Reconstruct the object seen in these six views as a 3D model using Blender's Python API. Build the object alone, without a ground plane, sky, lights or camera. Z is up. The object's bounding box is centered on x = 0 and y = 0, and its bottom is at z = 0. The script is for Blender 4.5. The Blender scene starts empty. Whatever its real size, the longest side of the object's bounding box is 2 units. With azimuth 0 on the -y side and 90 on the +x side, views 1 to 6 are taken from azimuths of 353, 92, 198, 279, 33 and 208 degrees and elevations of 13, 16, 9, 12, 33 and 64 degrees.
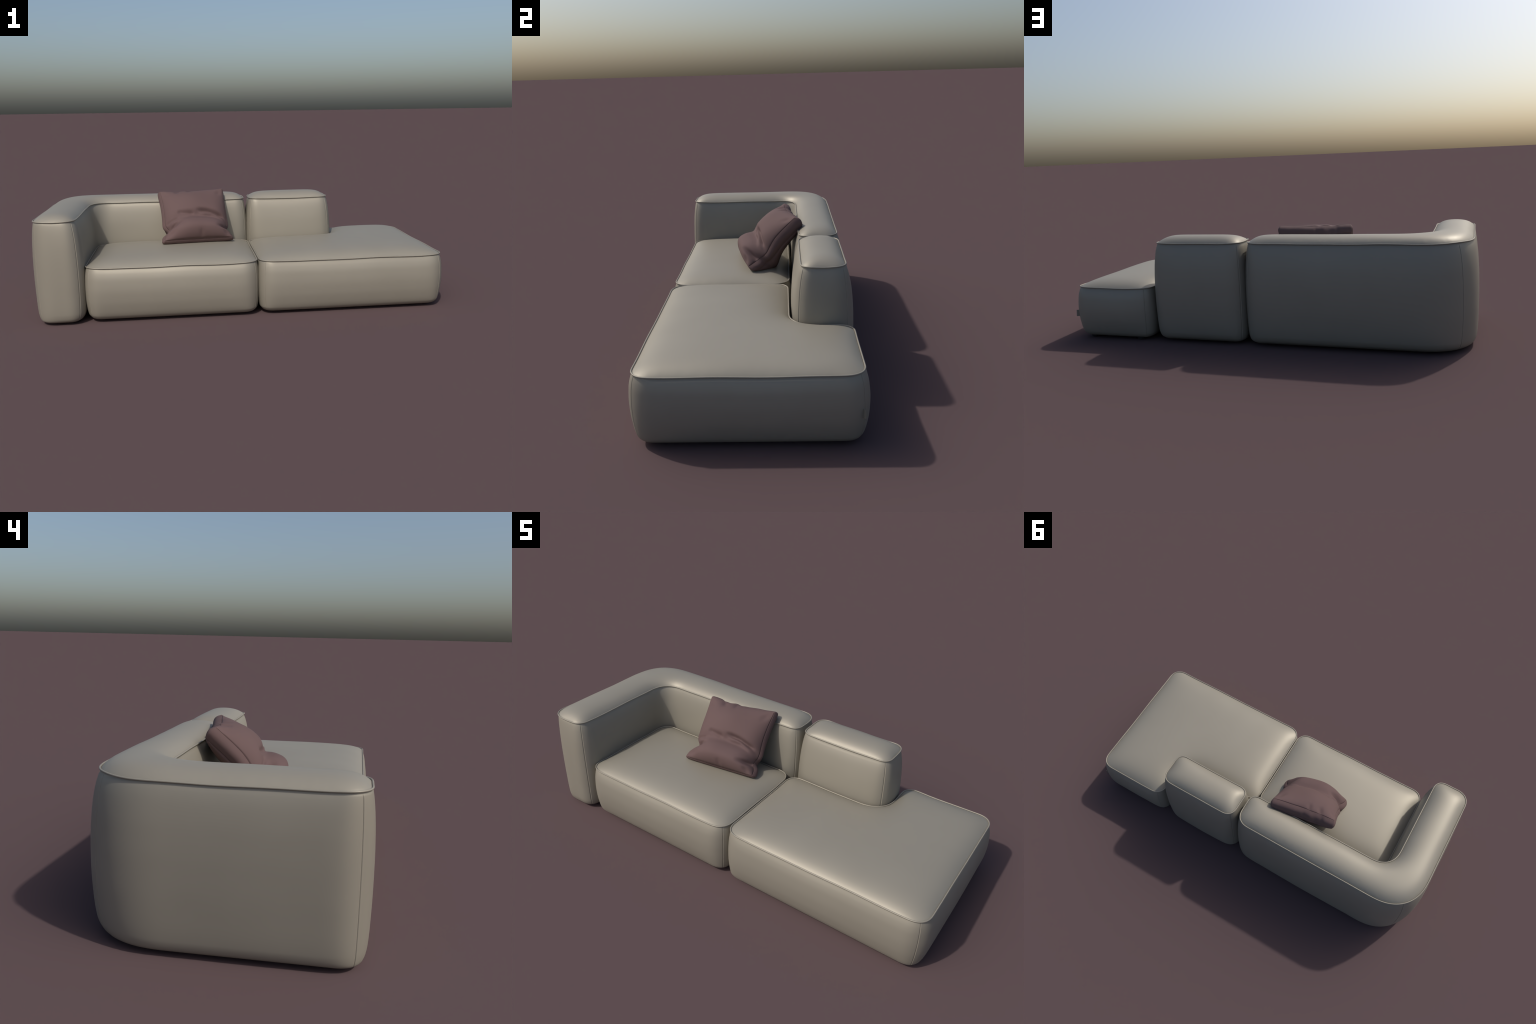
import bpy, bmesh, math
import numpy as np
from mathutils import Vector
from mathutils.geometry import delaunay_2d_cdt

# ------------------------------------------------------------------ helpers
def smooth(a):
    a = np.clip(a, 0.0, 1.0)
    return a * a * (3 - 2 * a)

def link(name, verts, faces, mat, parent=None, smooth_shade=True):
    me = bpy.data.meshes.new(name)
    me.from_pydata([tuple(v) for v in verts], [], faces)
    bm = bmesh.new()
    bm.from_mesh(me)
    bmesh.ops.recalc_face_normals(bm, faces=bm.faces)
    bm.to_mesh(me)
    bm.free()
    me.polygons.foreach_set("use_smooth", [smooth_shade] * len(me.polygons))
    me.materials.append(mat)
    me.update()
    ob = bpy.data.objects.new(name, me)
    bpy.context.scene.collection.objects.link(ob)
    ob.parent = parent
    return ob

def empty(name):
    ob = bpy.data.objects.new(name, None)
    bpy.context.scene.collection.objects.link(ob)
    return ob

def curve_through(xs, ys):
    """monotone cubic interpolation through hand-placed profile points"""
    xs, ys = np.array(xs, float), np.array(ys, float)
    h = np.diff(xs); d = np.diff(ys) / h
    m = np.zeros_like(ys)
    m[0], m[-1] = d[0], d[-1]
    for i in range(1, len(xs) - 1):
        if d[i - 1] * d[i] > 0:
            w1, w2 = 2 * h[i] + h[i - 1], h[i] + 2 * h[i - 1]
            m[i] = (w1 + w2) / (w1 / d[i - 1] + w2 / d[i])
    def f(x):
        x = np.clip(np.asarray(x, float), xs[0], xs[-1])
        i = np.clip(np.searchsorted(xs, x) - 1, 0, len(h) - 1)
        t = (x - xs[i]) / h[i]
        return ((2*t**3 - 3*t**2 + 1) * ys[i] + (t**3 - 2*t**2 + t) * h[i] * m[i]
                + (-2*t**3 + 3*t**2) * ys[i+1] + (t**3 - t**2) * h[i] * m[i+1])
    return f

# ---------------------------------------------------------------- materials
def noise_node(nt, coord, scale, detail=3.0, rough=0.55):
    n = nt.nodes.new("ShaderNodeTexNoise")
    n.inputs["Scale"].default_value = scale
    n.inputs["Detail"].default_value = detail
    n.inputs["Roughness"].default_value = rough
    nt.links.new(coord.outputs["Object"], n.inputs["Vector"])
    return n

def cover_material(name, light, dark, roughness, grain, grain_strength, spec=0.5, metal=0.0):
    m = bpy.data.materials.new(name)
    m.use_nodes = True
    nt = m.node_tree
    b = nt.nodes["Principled BSDF"]
    co = nt.nodes.new("ShaderNodeTexCoord")
    patch = noise_node(nt, co, 5.0, 2.0)
    ramp = nt.nodes.new("ShaderNodeValToRGB")
    ramp.color_ramp.elements[0].position, ramp.color_ramp.elements[1].position = 0.3, 0.7
    ramp.color_ramp.elements[0].color = (*dark, 1)
    ramp.color_ramp.elements[1].color = (*light, 1)
    nt.links.new(patch.outputs["Fac"], ramp.inputs["Fac"])
    nt.links.new(ramp.outputs["Color"], b.inputs["Base Color"])
    fine = noise_node(nt, co, grain, 3.0)
    bump = nt.nodes.new("ShaderNodeBump")
    bump.inputs["Strength"].default_value = grain_strength
    bump.inputs["Distance"].default_value = 0.0006
    nt.links.new(fine.outputs["Fac"], bump.inputs["Height"])
    nt.links.new(bump.outputs["Normal"], b.inputs["Normal"])
    b.inputs["Roughness"].default_value = roughness
    b.inputs["Specular IOR Level"].default_value = spec
    b.inputs["Metallic"].default_value = metal
    return m

LEATHER = cover_material("beige_leather", (0.296, 0.274, 0.226), (0.287, 0.265, 0.218), 0.49, 420.0, 0.08, spec=0.20, metal=0.25)
FABRIC = cover_material("mauve_fabric", (0.122, 0.078, 0.075), (0.114, 0.072, 0.069), 0.85, 900.0, 0.15, spec=0.25)
RUBBER = cover_material("black_plastic", (0.012, 0.012, 0.013), (0.010, 0.010, 0.011), 0.5, 200.0, 0.1)

# ------------------------------------------------------- footprint of a module
class Footprint:
    """Closed outline: corners joined by straight edges, each corner eased by a
    quintic Bezier fillet whose curvature starts and ends at zero.  corner = (x, y, reach, seam fraction or None, undercut, slack lost at the corner)."""
    def __init__(self, corners, edge_bulge, ease=(0.64, 0.32)):
        P = [np.array(c[:2], float) for c in corners]
        n = len(P)
        pts, tag, corner_mid, self.seams, bulge, under = [], [], [], [], [], []
        t = np.linspace(0, 1, 120)[:, None]
        marks = []
        for i in range(n):
            a, p, b = P[i - 1], P[i], P[(i + 1) % n]
            d = corners[i][2]
            u = (a - p) / np.linalg.norm(a - p); v = (b - p) / np.linalg.norm(b - p)
            p0, p3 = p + u * d, p + v * d
            ctrl = [p0, p + u*d*ease[0], p + u*d*ease[1], p + v*d*ease[1], p + v*d*ease[0], p3]
            c = sum(math.comb(5, k) * (1-t)**(5-k) * t**k * q for k, q in enumerate(ctrl))
            start = sum(len(q) for q in pts)
            pts.append(c)
            e0, e1 = edge_bulge[i - 1], edge_bulge[i]
            s = smooth(t[:, 0])
            bulge.append((e0 * (1 - s) + e1 * s) * (1 - corners[i][5] * np.sin(np.pi * t[:, 0]) ** 2))
            under.append(corners[i][4] * np.sin(np.pi * t[:, 0]) ** 2)
            marks.append((start + 60, corners[i][3], start))
            q1 = P[(i + 1) % n] + (p - b) / np.linalg.norm(p - b) * corners[(i + 1) % n][2]
            L = np.linalg.norm(q1 - p3)
            k = max(4, int(L / 0.002))
            f = np.linspace(0, 1, k + 1)[1:-1]
            pts.append(p3 + f[:, None] * (q1 - p3))
            bulge.append(e1 * (1 + 0.12 * np.sin(np.pi * f) ** 2))
            under.append(np.zeros(len(f)))
        D = np.concatenate(pts)
        seg = np.linalg.norm(np.roll(D, -1, 0) - D, axis=1)
        keep = seg > 1e-7
        idx = np.cumsum(keep) - keep
        D = D[keep]
        bulge, under = np.concatenate(bulge)[keep], np.concatenate(under)[keep]
        seg = np.linalg.norm(np.roll(D, -1, 0) - D, axis=1)
        S = np.concatenate([[0], np.cumsum(seg)])
        self.length = S[-1]
        self.cornerS = np.array([S[idx[m]] for m, _, _ in marks])
        self.reach = np.array([c[2] for c in corners])
        self.seamS = np.array([S[idx[min(st + int(fr * 119), st + 119)]] for m, fr, st in marks if fr is not None])
        # sample positions: even, and crowded round each sewn seam
        N = int(self.length / 0.0065)
        base = np.arange(N) * self.length / N
        near = np.array([0, .0006, .0012, .0019, .0028, .0042])
        near = np.concatenate([-near[:0:-1], near])
        if len(self.seamS):
            dist = np.abs((base[:, None] - self.seamS + self.length/2) % self.length - self.length/2).min(1)
            base = base[dist > 0.0065]
            extra = (self.seamS[:, None] + near).ravel() % self.length
            base = np.sort(np.concatenate([base, extra]))
        self.s = base
        Dp, Sp = np.vstack([D, D[:1]]), S
        wrap = lambda q: np.stack([np.interp(q % self.length, Sp, Dp[:, k]) for k in (0, 1)], 1)
        self.xy = wrap(base)
        tan = wrap(base + 0.003) - wrap(base - 0.003)
        tan /= np.linalg.norm(tan, axis=1)[:, None]
        self.nrm = np.stack([tan[:, 1], -tan[:, 0]], 1)      # outward for a counter-clockwise loop
        def eased(a, width=0.024, step=0.002):
            """even out a quantity along the closed outline"""
            u = np.arange(0, self.length, step)
            v = np.interp(u, S, np.append(a, a[0]))
            k = int(3 * width / step)
            w = np.exp(-0.5 * (np.arange(-k, k+1) * step / width) ** 2)
            v = sum(wi * np.roll(v, j - k) for j, wi in enumerate(w)) / w.sum()
            return np.interp(base, np.append(u, self.length), np.append(v, v[0]))
        self.bulge, self.under = eased(bulge), eased(under)
        dc = np.abs((base[:, None] - self.cornerS + self.length/2) % self.length - self.length/2)
        self.corner = np.exp(-(dc / 0.07) ** 2).max(1)
        if len(self.seamS):
            ds = (base[:, None] - self.seamS + self.length/2) % self.length - self.length/2
            self.seam = (-0.0019 * np.exp(-(ds / 0.0011) ** 2) + 0.0003 * np.exp(-((ds - 0.0026) / 0.0014) ** 2)).sum(1)
        else:
            self.seam = np.zeros(len(base))

# ------------------------------------------------------------- padded module
def padded_module(name, fp, z_pipe, lift, wave, profile, crown, soft, parent, low, waviness=0.0018, phase=0.0):
    """Upholstered block: bulging side walls with sewn seams, a piped top edge
    and a softly domed top panel."""
    n = len(fp.s)
    zp = z_pipe + lift * fp.corner + waviness * (1 - fp.corner) * (
        np.sin(2*np.pi*fp.s / wave + phase) + 0.6*np.sin(2*np.pi*fp.s / (wave*0.57) + 2.1*phase))
    # ---- side walls: profile is (height fraction 1 at piping .. 0 at floor side, outward offset)
    hs, off = profile
    f = curve_through(hs[::-1], off[::-1])
    rows = np.concatenate([[1.0, 0.996, 0.992, 0.988, 0.983, 0.977, 0.970], np.linspace(0.960, 0.16, 26), np.linspace(0.145, 0.0, 16)])
    verts, faces = [], []
    for r in rows:
        o = float(f(r))
        z = low + (zp - 0.0022 - low) * r
        o_loc = np.where(o > 0, o * fp.bulge, o)
        o_loc = o_loc - 0.0 - fp.under * smooth((0.42 - r) / 0.42) ** 1.3
        o_loc = o_loc + fp.seam * smooth((0.995 - r) / 0.03) * smooth((r + 0.02) / 0.06)
        xy = fp.xy + fp.nrm * o_loc[:, None]
        verts.append(np.column_stack([xy, z]))
    # rounded turn-under to the flat base
    last = verts[-1][:, :2]
    for k, (o, dz) in enumerate([(0.004, 0.0006), (0.010, 0.0012), (0.020, 0.0015)]):
        verts.append(np.column_stack([last - fp.nrm * o, np.full(n, low - dz)]))
    R = len(verts)
    V = np.concatenate(verts)
    for j in range(R - 1):
        a, b = j * n, (j + 1) * n
        faces += [(a+i, a+(i+1) % n, b+(i+1) % n, b+i) for i in range(n)]
    faces.append(tuple((R-1)*n + i for i in range(n)))
    body = link(name, V, faces, LEATHER, parent)

    # ---- top panel: fine triangulation, height from a screened membrane
    edge = fp.xy - fp.nrm * 0.0030
    pick = [0]
    for i in range(1, n):
        if np.linalg.norm(edge[i] - edge[pick[-1]]) > 0.0045:
            pick.append(i)
    ring = edge[pick]; ringz = zp[pick]; rn = fp.nrm[pick]
    rings = [ring] + [ring - rn * d for d in (0.0025, 0.0055, 0.0095)]
    m = len(ring)
    step = 0.0085
    x0, y0 = ring.min(0); x1, y1 = ring.max(0)
    gx, gy = np.meshgrid(np.arange(x0, x1, step), np.arange(y0, y1, step * 0.866))
    gx = gx + (np.arange(gx.shape[0]) % 2)[:, None] * step * 0.5
    G = np.column_stack([gx.ravel(), gy.ravel()])
    inner = rings[-1]
    a, b = inner, np.roll(inner, -1, 0)
    inside = np.zeros(len(G), bool)
    for p, q in zip(a, b):
        cond = (p[1] > G[:, 1]) != (q[1] > G[:, 1])
        if abs(q[1] - p[1]) > 1e-12:
            inside ^= cond & (G[:, 0] < (q[0]-p[0]) * (G[:, 1]-p[1]) / (q[1]-p[1]) + p[0])
    G = G[inside]
    dmin = np.full(len(G), 9.0)
    for p in inner:
        dmin = np.minimum(dmin, np.hypot(G[:, 0]-p[0], G[:, 1]-p[1]))
    G = G[dmin > step * 0.6]
    P2 = np.concatenate(rings + [G])
    loop = [(i, (i+1) % m) for i in range(m)]
    edges = [(k*m + i, k*m + j) for k in range(4) for i, j in loop]
    out = delaunay_2d_cdt([Vector(p) for p in P2], edges, [tuple(range(m))], 1, 1e-7)
    tv, tf, orig = np.array([tuple(v) for v in out[0]]), out[2], out[3]
    isring = np.array([any(o < m for o in q) for q in orig])
    zfix = np.zeros(len(tv))
    # cotangent Laplacian of the triangulation, relaxed by conjugate gradients
    T = np.array([t for t in tf if len(t) == 3])
    I, J, W = [], [], []
    area = np.zeros(len(tv))
    for k in range(3):
        i, j, l = T[:, k], T[:, (k+1) % 3], T[:, (k+2) % 3]
        u, v = tv[i] - tv[l], tv[j] - tv[l]
        cr = np.abs(u[:, 0]*v[:, 1] - u[:, 1]*v[:, 0])
        w = 0.5 * (u*v).sum(1) / np.maximum(cr, 1e-12)
        I += [i, j]; J += [j, i]; W += [w, w]
        np.add.at(area, i, cr / 6)
    I, J, W = np.concatenate(I), np.concatenate(J), np.maximum(np.concatenate(W), 0)
    free = ~isring
    def solve(L2, mass, rhs, fixed):
        def A(x):
            y = mass * area * x
            d = W * (x[I] - x[J])
            np.add.at(y, I, L2 * d)
            return y
        x = np.where(free, 0.0, fixed)
        r = np.where(free, rhs * area - A(x), 0.0); p = r.copy(); rs = r @ r
        for _ in range(500):
            Ap = np.where(free, A(p), 0.0)
            al = rs / max(p @ Ap, 1e-30)
            x = x + al * p; r = r - al * Ap
            rn_ = r @ r
            if rn_ < 1e-16 * max(1e-9, rs) or rn_ < 1e-22:
                break
            p = r + rn_ / rs * p; rs = rn_
        return x
    zb = np.zeros(len(tv))
    for i, q in enumerate(orig):
        for o in q:
            if o < m:
                zb[i] = ringz[o]
    base = solve(1.0, 0.0, 0.0, zb)                      # sheet stretched over the piped edge
    dome = solve(soft**2, 1.0, 1.0, np.zeros(len(tv)))   # padding pushing up
    broad = solve(0.16**2, 1.0, 1.0, np.zeros(len(tv)))
    dome = np.clip(dome, 0, 1)
    z = base - 0.0012 + crown[0] * (1 - (1 - dome) ** 1.25) + crown[1] * np.clip(broad, 0, 1)
    link("top_panel", np.column_stack([tv, z]), [tuple(t) for t in tf], LEATHER, body)

    # ---- piping cord along the top edge
    rad, k = 0.0029, 12
    cv, cf = [], []
    for i in range(m):
        for j in range(k):
            an = 2*np.pi*j/k
            o = rad*math.cos(an)
            cv.append((*(ring[i] + rn[i]*(0.0030 + o)), ringz[i] + 0.0002 + rad*math.sin(an)))
    for i in range(m):
        for j in range(k):
            cf.append((i*k+j, i*k+(j+1) % k, ((i+1) % m)*k+(j+1) % k, ((i+1) % m)*k+j))
    link("piping", cv, cf, LEATHER, body)
    return body

BACK_PROFILE = ([1.0, 0.992, 0.984, 0.955, 0.88, 0.74, 0.55, 0.42, 0.22, 0.09, 0.045, 0.018, 0.0],
                [-0.0032, -0.0020, -0.0004, 0.0042, 0.0112, 0.0185, 0.0225, 0.0230, 0.0208, 0.0165, 0.0110, 0.003, -0.010])
SEAT_PROFILE = ([1.0, 0.986, 0.972, 0.92, 0.78, 0.56, 0.40, 0.22, 0.10, 0.05, 0.02, 0.0],
                [-0.0032, -0.0020, -0.0003, 0.0064, 0.0160, 0.0205, 0.0185, 0.0108, 0.0010, -0.0075, -0.0165, -0.028])
LOW = 0.0100

sofa = empty("modular_sofa")
sofa["label"] = "low beige leather modular sofa with corner back and chaise"
sofa["category"] = "sofa"

# corner backrest: arm on the left, back behind, big rounded outer corner
corner_fp = Footprint([
    (-0.979, -0.397, 0.085, 0.45, 0.0, 0.65), (-0.787, -0.397, 0.065, 0.52, 0.0, -0.2),
    (-0.787, 0.194, 0.130, None, 0.0, 0.0), (0.049, 0.194, 0.055, 0.50, 0.0, 0.2),
    (0.049, 0.373, 0.085, 0.55, 0.0, 0.3), (-0.979, 0.375, 0.250, 0.48, 0.004, 0.0)],
    [0.72, 1.15, 1.20, 0.85, 1.60, 0.90])
padded_module("corner_backrest", corner_fp, 0.4880, 0.0025, 0.46, BACK_PROFILE, (0.037, 0.010), 0.036, sofa, LOW, 0.0007, 0.4)

# short separate backrest block
block_fp = Footprint([
    (0.079, 0.190, 0.055, 0.55, 0.0, 0.3), (0.523, 0.190, 0.055, 0.45, 0.0, 0.3),
    (0.523, 0.368, 0.065, 0.50, 0.0, 0.3), (0.079, 0.368, 0.065, 0.50, 0.0, 0.3)],
    [1.52, 1.25, 1.50, 0.90])
padded_module("backrest", block_fp, 0.4882, 0.0025, 0.40, BACK_PROFILE, (0.037, 0.010), 0.036, sofa, LOW, 0.0006, 1.3)

# square seat
seat_fp = Footprint([
    (-0.758, -0.392, 0.080, 0.55, 0.0, 0.3), (0.056, -0.392, 0.080, 0.52, 0.0, 0.3),
    (0.056, 0.147, 0.080, 0.50, 0.0, 0.3), (-0.758, 0.147, 0.090, 0.50, 0.0, 0.3)],
    [0.95, 0.45, 0.90, 0.70])
padded_module("seat", seat_fp, 0.2640, 0.0030, 0.47, SEAT_PROFILE, (0.028, 0.024), 0.048, sofa, LOW, 0.0010, 0.9)

# chaise seat with a notch at the back for the backrest block
chaise_fp = Footprint([
    (0.066, -0.392, 0.080, 0.58, 0.0, 0.3), (0.977, -0.392, 0.080, 0.45, 0.0, 0.38),
    (0.977, 0.391, 0.080, 0.50, 0.0, 0.10), (0.560, 0.390, 0.070, 0.37, 0.0, 0.3),
    (0.560, 0.141, 0.140, None, 0.0, 0.0), (0.066, 0.141, 0.070, 0.50, 0.0, 0.3)],
    [0.95, 0.95, 0.95, 0.60, 0.70, 0.45])
chaise = padded_module("chaise", chaise_fp, 0.2650, 0.0022, 0.52, SEAT_PROFILE, (0.028, 0.024), 0.048, sofa, LOW, 0.0010, 0.2)

# sewn-in cloth label at the rear outer seam of the chaise
def box(name, lo, hi, mat, parent, bev):
    bm = bmesh.new()
    bmesh.ops.create_cube(bm, size=1.0)
    for v in bm.verts:
        v.co = Vector([(lo[i]+hi[i])/2 + v.co[i]*(hi[i]-lo[i]) for i in range(3)])
    bmesh.ops.bevel(bm, geom=list(bm.edges), offset=bev, segments=2, affect='EDGES')
    me = bpy.data.meshes.new(name); bm.to_mesh(me); bm.free()
    me.materials.append(mat)
    ob = bpy.data.objects.new(name, me)
    bpy.context.scene.collection.objects.link(ob); ob.parent = parent
    return ob
label = box("cloth_label", (-0.012, -0.0011, -0.0165), (0.0050, 0.0011, 0.0165), LEATHER, chaise, 0.0006)
label.location = (0.9818, 0.3842, 0.1290)
label.rotation_euler = (0, math.radians(-3), math.radians(38))

# low round feet
def foot_mesh():
    bm = bmesh.new()
    bmesh.ops.create_cone(bm, cap_ends=True, segments=32, radius1=0.0185, radius2=0.020, depth=0.016)
    bmesh.ops.translate(bm, vec=(0, 0, 0.008), verts=bm.verts)
    rim = [e for e in bm.edges if abs(e.verts[0].co.z) < 1e-5 and abs(e.verts[1].co.z) < 1e-5]
    bmesh.ops.bevel(bm, geom=rim, offset=0.002, segments=2, affect='EDGES')
    me = bpy.data.meshes.new("foot"); bm.to_mesh(me); bm.free()
    me.materials.append(RUBBER)
    return me
fm = foot_mesh()
feet = [(-0.88, -0.30), (-0.88, 0.20), (-0.70, 0.285), (-0.04, 0.285), (0.15, 0.28), (0.45, 0.28),
        (-0.68, -0.31), (-0.03, -0.31), (-0.68, 0.06), (-0.03, 0.06),
        (0.14, -0.31), (0.90, -0.31), (0.915, 0.343), (0.640, 0.350), (0.14, 0.05)]
for x, y in feet:
    ob = bpy.data.objects.new("foot", fm)
    bpy.context.scene.collection.objects.link(ob)
    ob.location = (x, y, 0); ob.parent = sofa

# ----------------------------------------------------------------- throw pillow
pillow = empty("throw_pillow")
pillow["label"] = "mauve square throw pillow slumped against sofa back"
pillow["category"] = "cushion"

TL, TR = np.array([-.414, .129, .552]), np.array([-.074, .182, .553])
BL, BR = np.array([-.391, -.112, .329]), np.array([-.037, -.051, .324])
U = (TR - TL + BR - BL); U /= np.linalg.norm(U)
Vv = (TL - BL + TR - BR); Vv -= U * (Vv @ U); Vv /= np.linalg.norm(Vv)
Nn = np.cross(U, Vv)
THICK = 0.052

def crease(s, t, pts, width, depth, taper=0.25):
    """valley along a polyline of (s, t) points on the panel, fading at its ends"""
    pts = np.array(pts, float)
    best = np.full(s.shape, 9.0); along = np.zeros(s.shape); acc = 0.0
    seg = np.linalg.norm(np.diff(pts, axis=0), axis=1); tot = seg.sum()
    for a, b, l in zip(pts[:-1], pts[1:], seg):
        d = (b - a) / l
        k = np.clip((s - a[0]) * d[0] + (t - a[1]) * d[1], 0, l)
        dist = np.hypot(s - a[0] - k*d[0], t - a[1] - k*d[1])
        hit = dist < best
        best = np.where(hit, dist, best); along = np.where(hit, acc + k, along)
        acc += l
    fade = smooth(along / tot / taper) * smooth((tot - along) / tot / taper) if taper > 0 else 1.0
    return -depth * fade * np.exp(-(best / width) ** 2)

def pinch(s, t):
    """how far the side edges are drawn in, left and right not quite alike"""
    at = np.where(s < 0, -0.55, -0.61)
    return np.where(s < 0, 0.013, 0.010) * (1 - t*t) + np.where(s < 0, 0.023, 0.015) * np.exp(-((t - at) / 0.16) ** 2)

def outline(s, t, sag=1.0):
    """panel point (in the plane of the front seam) for s, t in -1..1"""
    a, b = (s + 1) / 2, (t + 1) / 2
    P = ((1-a)*(1-b))[..., None]*BL + (a*(1-b))[..., None]*BR + ((1-a)*b)[..., None]*TL + (a*b)[..., None]*TR
    P = P - (s * np.abs(s) ** 1.5 * pinch(s, t))[..., None] * U
    dip = 0.012*(1 - s*s) * np.abs(t) ** 1.5
    dip = dip + np.where(t > 0, np.abs(t)**6, 0) * (0.0016*np.sin(9.0*s + 0.6) * (1 - s*s) + 0.0040*np.exp(-((s + 0.46)/0.11)**2) + 0.0030*np.exp(-((s + 0.10)/0.09)**2))
    P = P - (np.sign(t) * np.where(t > 0, dip, -0.1*dip))[..., None] * Vv
    back = 0.026 * sag * np.abs(s) ** 3 * np.exp(-((t + 0.45) / 0.42) ** 2)   # side edges sag backwards
    return P - back[..., None] * Nn

def dome(s, t, power, low):
    a = np.clip(1 - np.abs(s)**2.4, 0, 1) ** power
    b = np.clip(1 - np.abs(t)**2.4, 0, 1)
    return a * np.where(t > 0, b ** power, b ** low)

def front_height(s, t):
    q = dome(s, t, 0.72, 0.40)
    h = 0.058 * q
    # belly above, slump fold across the middle, lower roll pushed forward
    fold = -0.23 - 0.12*s*s
    h = h - 0.027 * q * np.exp(-((t - fold) / 0.15) ** 2) * (0.75 + 0.25*s)
    wide = np.clip(1 - np.abs(s)**3.2, 0, 1) ** 0.7 * np.clip(1 - np.abs(t)**2.4, 0, 1) ** 0.42
    h = h + 0.034 * (1 + 0.20*s) * wide * np.exp(-((t + 0.80) / 0.30) ** 2)
    h = h + crease(s, t, [(-0.04, -0.06), (0.35, -0.10), (0.92, -0.26)], 0.050, 0.015)
    h = h + crease(s, t, [(-0.62, -0.06), (-0.05, -0.18)], 0.055, 0.009)
    h = h - crease(s, t, [(0.00, -0.19), (0.45, -0.20), (0.98, -0.42)], 0.055, 0.008)
    h = h + crease(s, t, [(-1.2, -0.66), (-0.85, -0.55), (-0.42, -0.38)], 0.070, 0.030, 0.6)
    h = h + crease(s, t, [(-1.0, -0.36), (-0.55, -0.28)], 0.045, 0.006)
    h = h + crease(s, t, [(1.2, -0.64), (0.85, -0.69), (0.48, -0.74)], 0.060, 0.031, 0.6)
    h = h + crease(s, t, [(0.10, -1.08), (0.04, -0.80)], 0.06, 0.006, 0.5)
    h = h + crease(s, t, [(-0.52, 1.10), (-0.44, 0.72)], 0.08, 0.008, 0.5)
    h = h + crease(s, t, [(-0.16, 1.10), (-0.10, 0.76)], 0.07, 0.006, 0.5)
    # soft uneven filling and slanting pulls from the corners
    h = h + 0.0040 * q * np.sin(4.7*s + 2.3*t + 1.0) * np.sin(3.1*t - 2.2*s + 0.5)
    h = h + crease(s, t, [(0.97, 0.95), (0.70, 0.55)], 0.09, 0.005, 0.5)
    h = h + crease(s, t, [(-0.97, 0.95), (-0.75, 0.60)], 0.08, 0.004, 0.5)
    h = h + crease(s, t, [(-0.95, -0.95), (-0.62, -0.72)], 0.07, 0.006, 0.5)
    h = h + crease(s, t, [(0.95, -0.97), (0.70, -0.82)], 0.06, 0.006, 0.5)
    return np.maximum(h, 0.10 * 0.080 * q)

NP = 96
g = np.linspace(-1, 1, NP + 1)
g = np.sort(np.concatenate([g, [-0.996, -0.992, -0.987, 0.987, 0.992, 0.996]]))
S, T = np.meshgrid(g, g)
M = len(g)

def sew(P, normal_sign):
    """sink the sewn edge into a fine groove, inward and below the surface"""
    es = np.exp(-((1 - np.abs(S)) / 0.006) ** 2)
    et = np.exp(-((1 - np.abs(T)) / 0.006) ** 2)
    e = np.maximum(es, et)
    return P - 0.0017 * ((np.sign(S)*es)[..., None]*U + (np.sign(T)*et)[..., None]*Vv) - 0.0016 * normal_sign * e[..., None] * Nn

# rounded plan corners
def round_corner(s, t):
    k = np.clip((np.abs(s) - 0.86) / 0.14, 0, 1) * np.clip((np.abs(t) - 0.86) / 0.14, 0, 1)
    return s * (1 - 0.012*k), t * (1 - 0.012*k)

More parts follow.
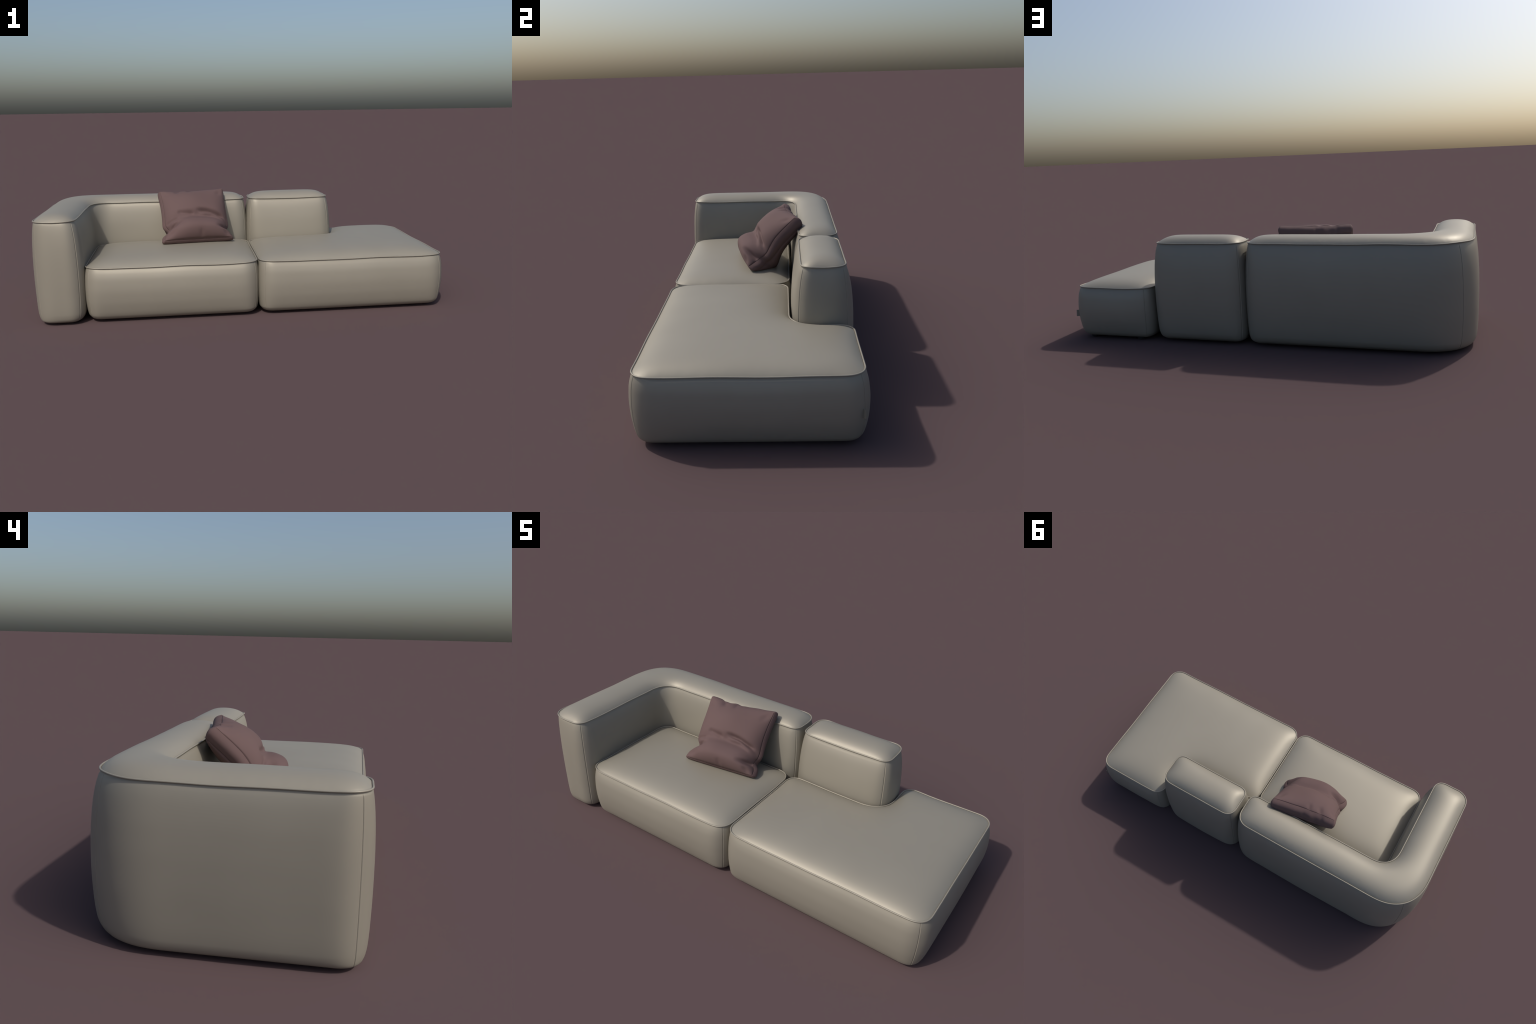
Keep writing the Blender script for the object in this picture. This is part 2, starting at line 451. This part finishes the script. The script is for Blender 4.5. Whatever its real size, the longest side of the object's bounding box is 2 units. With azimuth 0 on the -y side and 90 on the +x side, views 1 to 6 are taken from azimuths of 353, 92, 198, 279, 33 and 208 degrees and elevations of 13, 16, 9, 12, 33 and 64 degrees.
def panel(front):
    s, t = round_corner(S, T)
    P = outline(s, t, 1.0 if front else 0.45)
    if front:
        P = P + front_height(S, T)[..., None] * Nn
    else:
        # slumped filling: fullest low down where the pillow sits on the seat
        h = 0.042 * dome(S, T, 0.50, 0.45) * (1.10 + 1.30 * np.exp(-((T + 0.62) / 0.46) ** 2))
        P = P - (THICK + h)[..., None] * Nn
        P = P + (0.020 * smooth((-T - 0.2) / 0.8))[..., None] * Vv
    faces = [(j*M+i, j*M+i+1, (j+1)*M+i+1, (j+1)*M+i) for j in range(M-1) for i in range(M-1)]
    return P.reshape(-1, 3), sew(P, 1 if front else -1).reshape(-1, 3), faces

fr, fv, ff = panel(True)
rr, rv, rf = panel(False)
link("front_panel", fv, ff, FABRIC, pillow)
link("back_panel", rv, rf, FABRIC, pillow)

# side band between the two panels
loop = [(0, i) for i in range(M-1)] + [(j, M-1) for j in range(M-1)] + [(M-1, i) for i in range(M-1, 0, -1)] + [(j, 0) for j in range(M-1, 0, -1)]
li = np.array([j*M + i for j, i in loop])
A, B = fr[li], rr[li]
ls = np.array([g[i] for j, i in loop]); lt = np.array([g[j] for j, i in loop])
out = np.where(np.abs(ls)[:, None] >= np.abs(lt)[:, None], np.sign(ls)[:, None]*U, np.sign(lt)[:, None]*Vv)
for _ in range(6):
    out = (np.roll(out, 1, 0) + out*2 + np.roll(out, -1, 0)) / 4
out /= np.linalg.norm(out, axis=1)[:, None]
arc = np.concatenate([[0], np.cumsum(np.linalg.norm(np.diff(A, axis=0), axis=1))])
per = arc[-1] + np.linalg.norm(A[0]-A[-1])
bottom = smooth((-lt - 0.9) / 0.1)
rows = np.concatenate([[0, 0.018, 0.04, 0.08], np.linspace(0.13, 0.87, 14), [0.92, 0.96, 0.982, 1.0]])
bv = []
for r in rows:
    puff = (0.011 + 0.001*bottom) * math.sin(math.pi*r)
    top = smooth((lt - 0.9) / 0.1)
    wr = 0.0030*top*np.exp(-((ls + 0.35)/0.10)**2) + 0.0045*top*np.exp(-((ls + 0.02)/0.06)**2)*r + 0.003*top*np.exp(-((ls+0.6)/0.07)**2)
    side = (np.abs(ls) > 0.999) * (0.006*np.exp(-((lt + 0.58)/0.12)**2))
    if r in (0.0, 1.0):
        bv.append((fv if r == 0 else rv)[li]); continue
    bv.append(A*(1-r) + B*r + out*(puff - math.sin(math.pi*r)*(1.5*wr + side))[:, None])
bv = np.concatenate(bv); L = len(li)
bf = [(k*L+i, k*L+(i+1) % L, (k+1)*L+(i+1) % L, (k+1)*L+i) for k in range(len(rows)-1) for i in range(L)]
link("side_band", bv, bf, FABRIC, pillow)
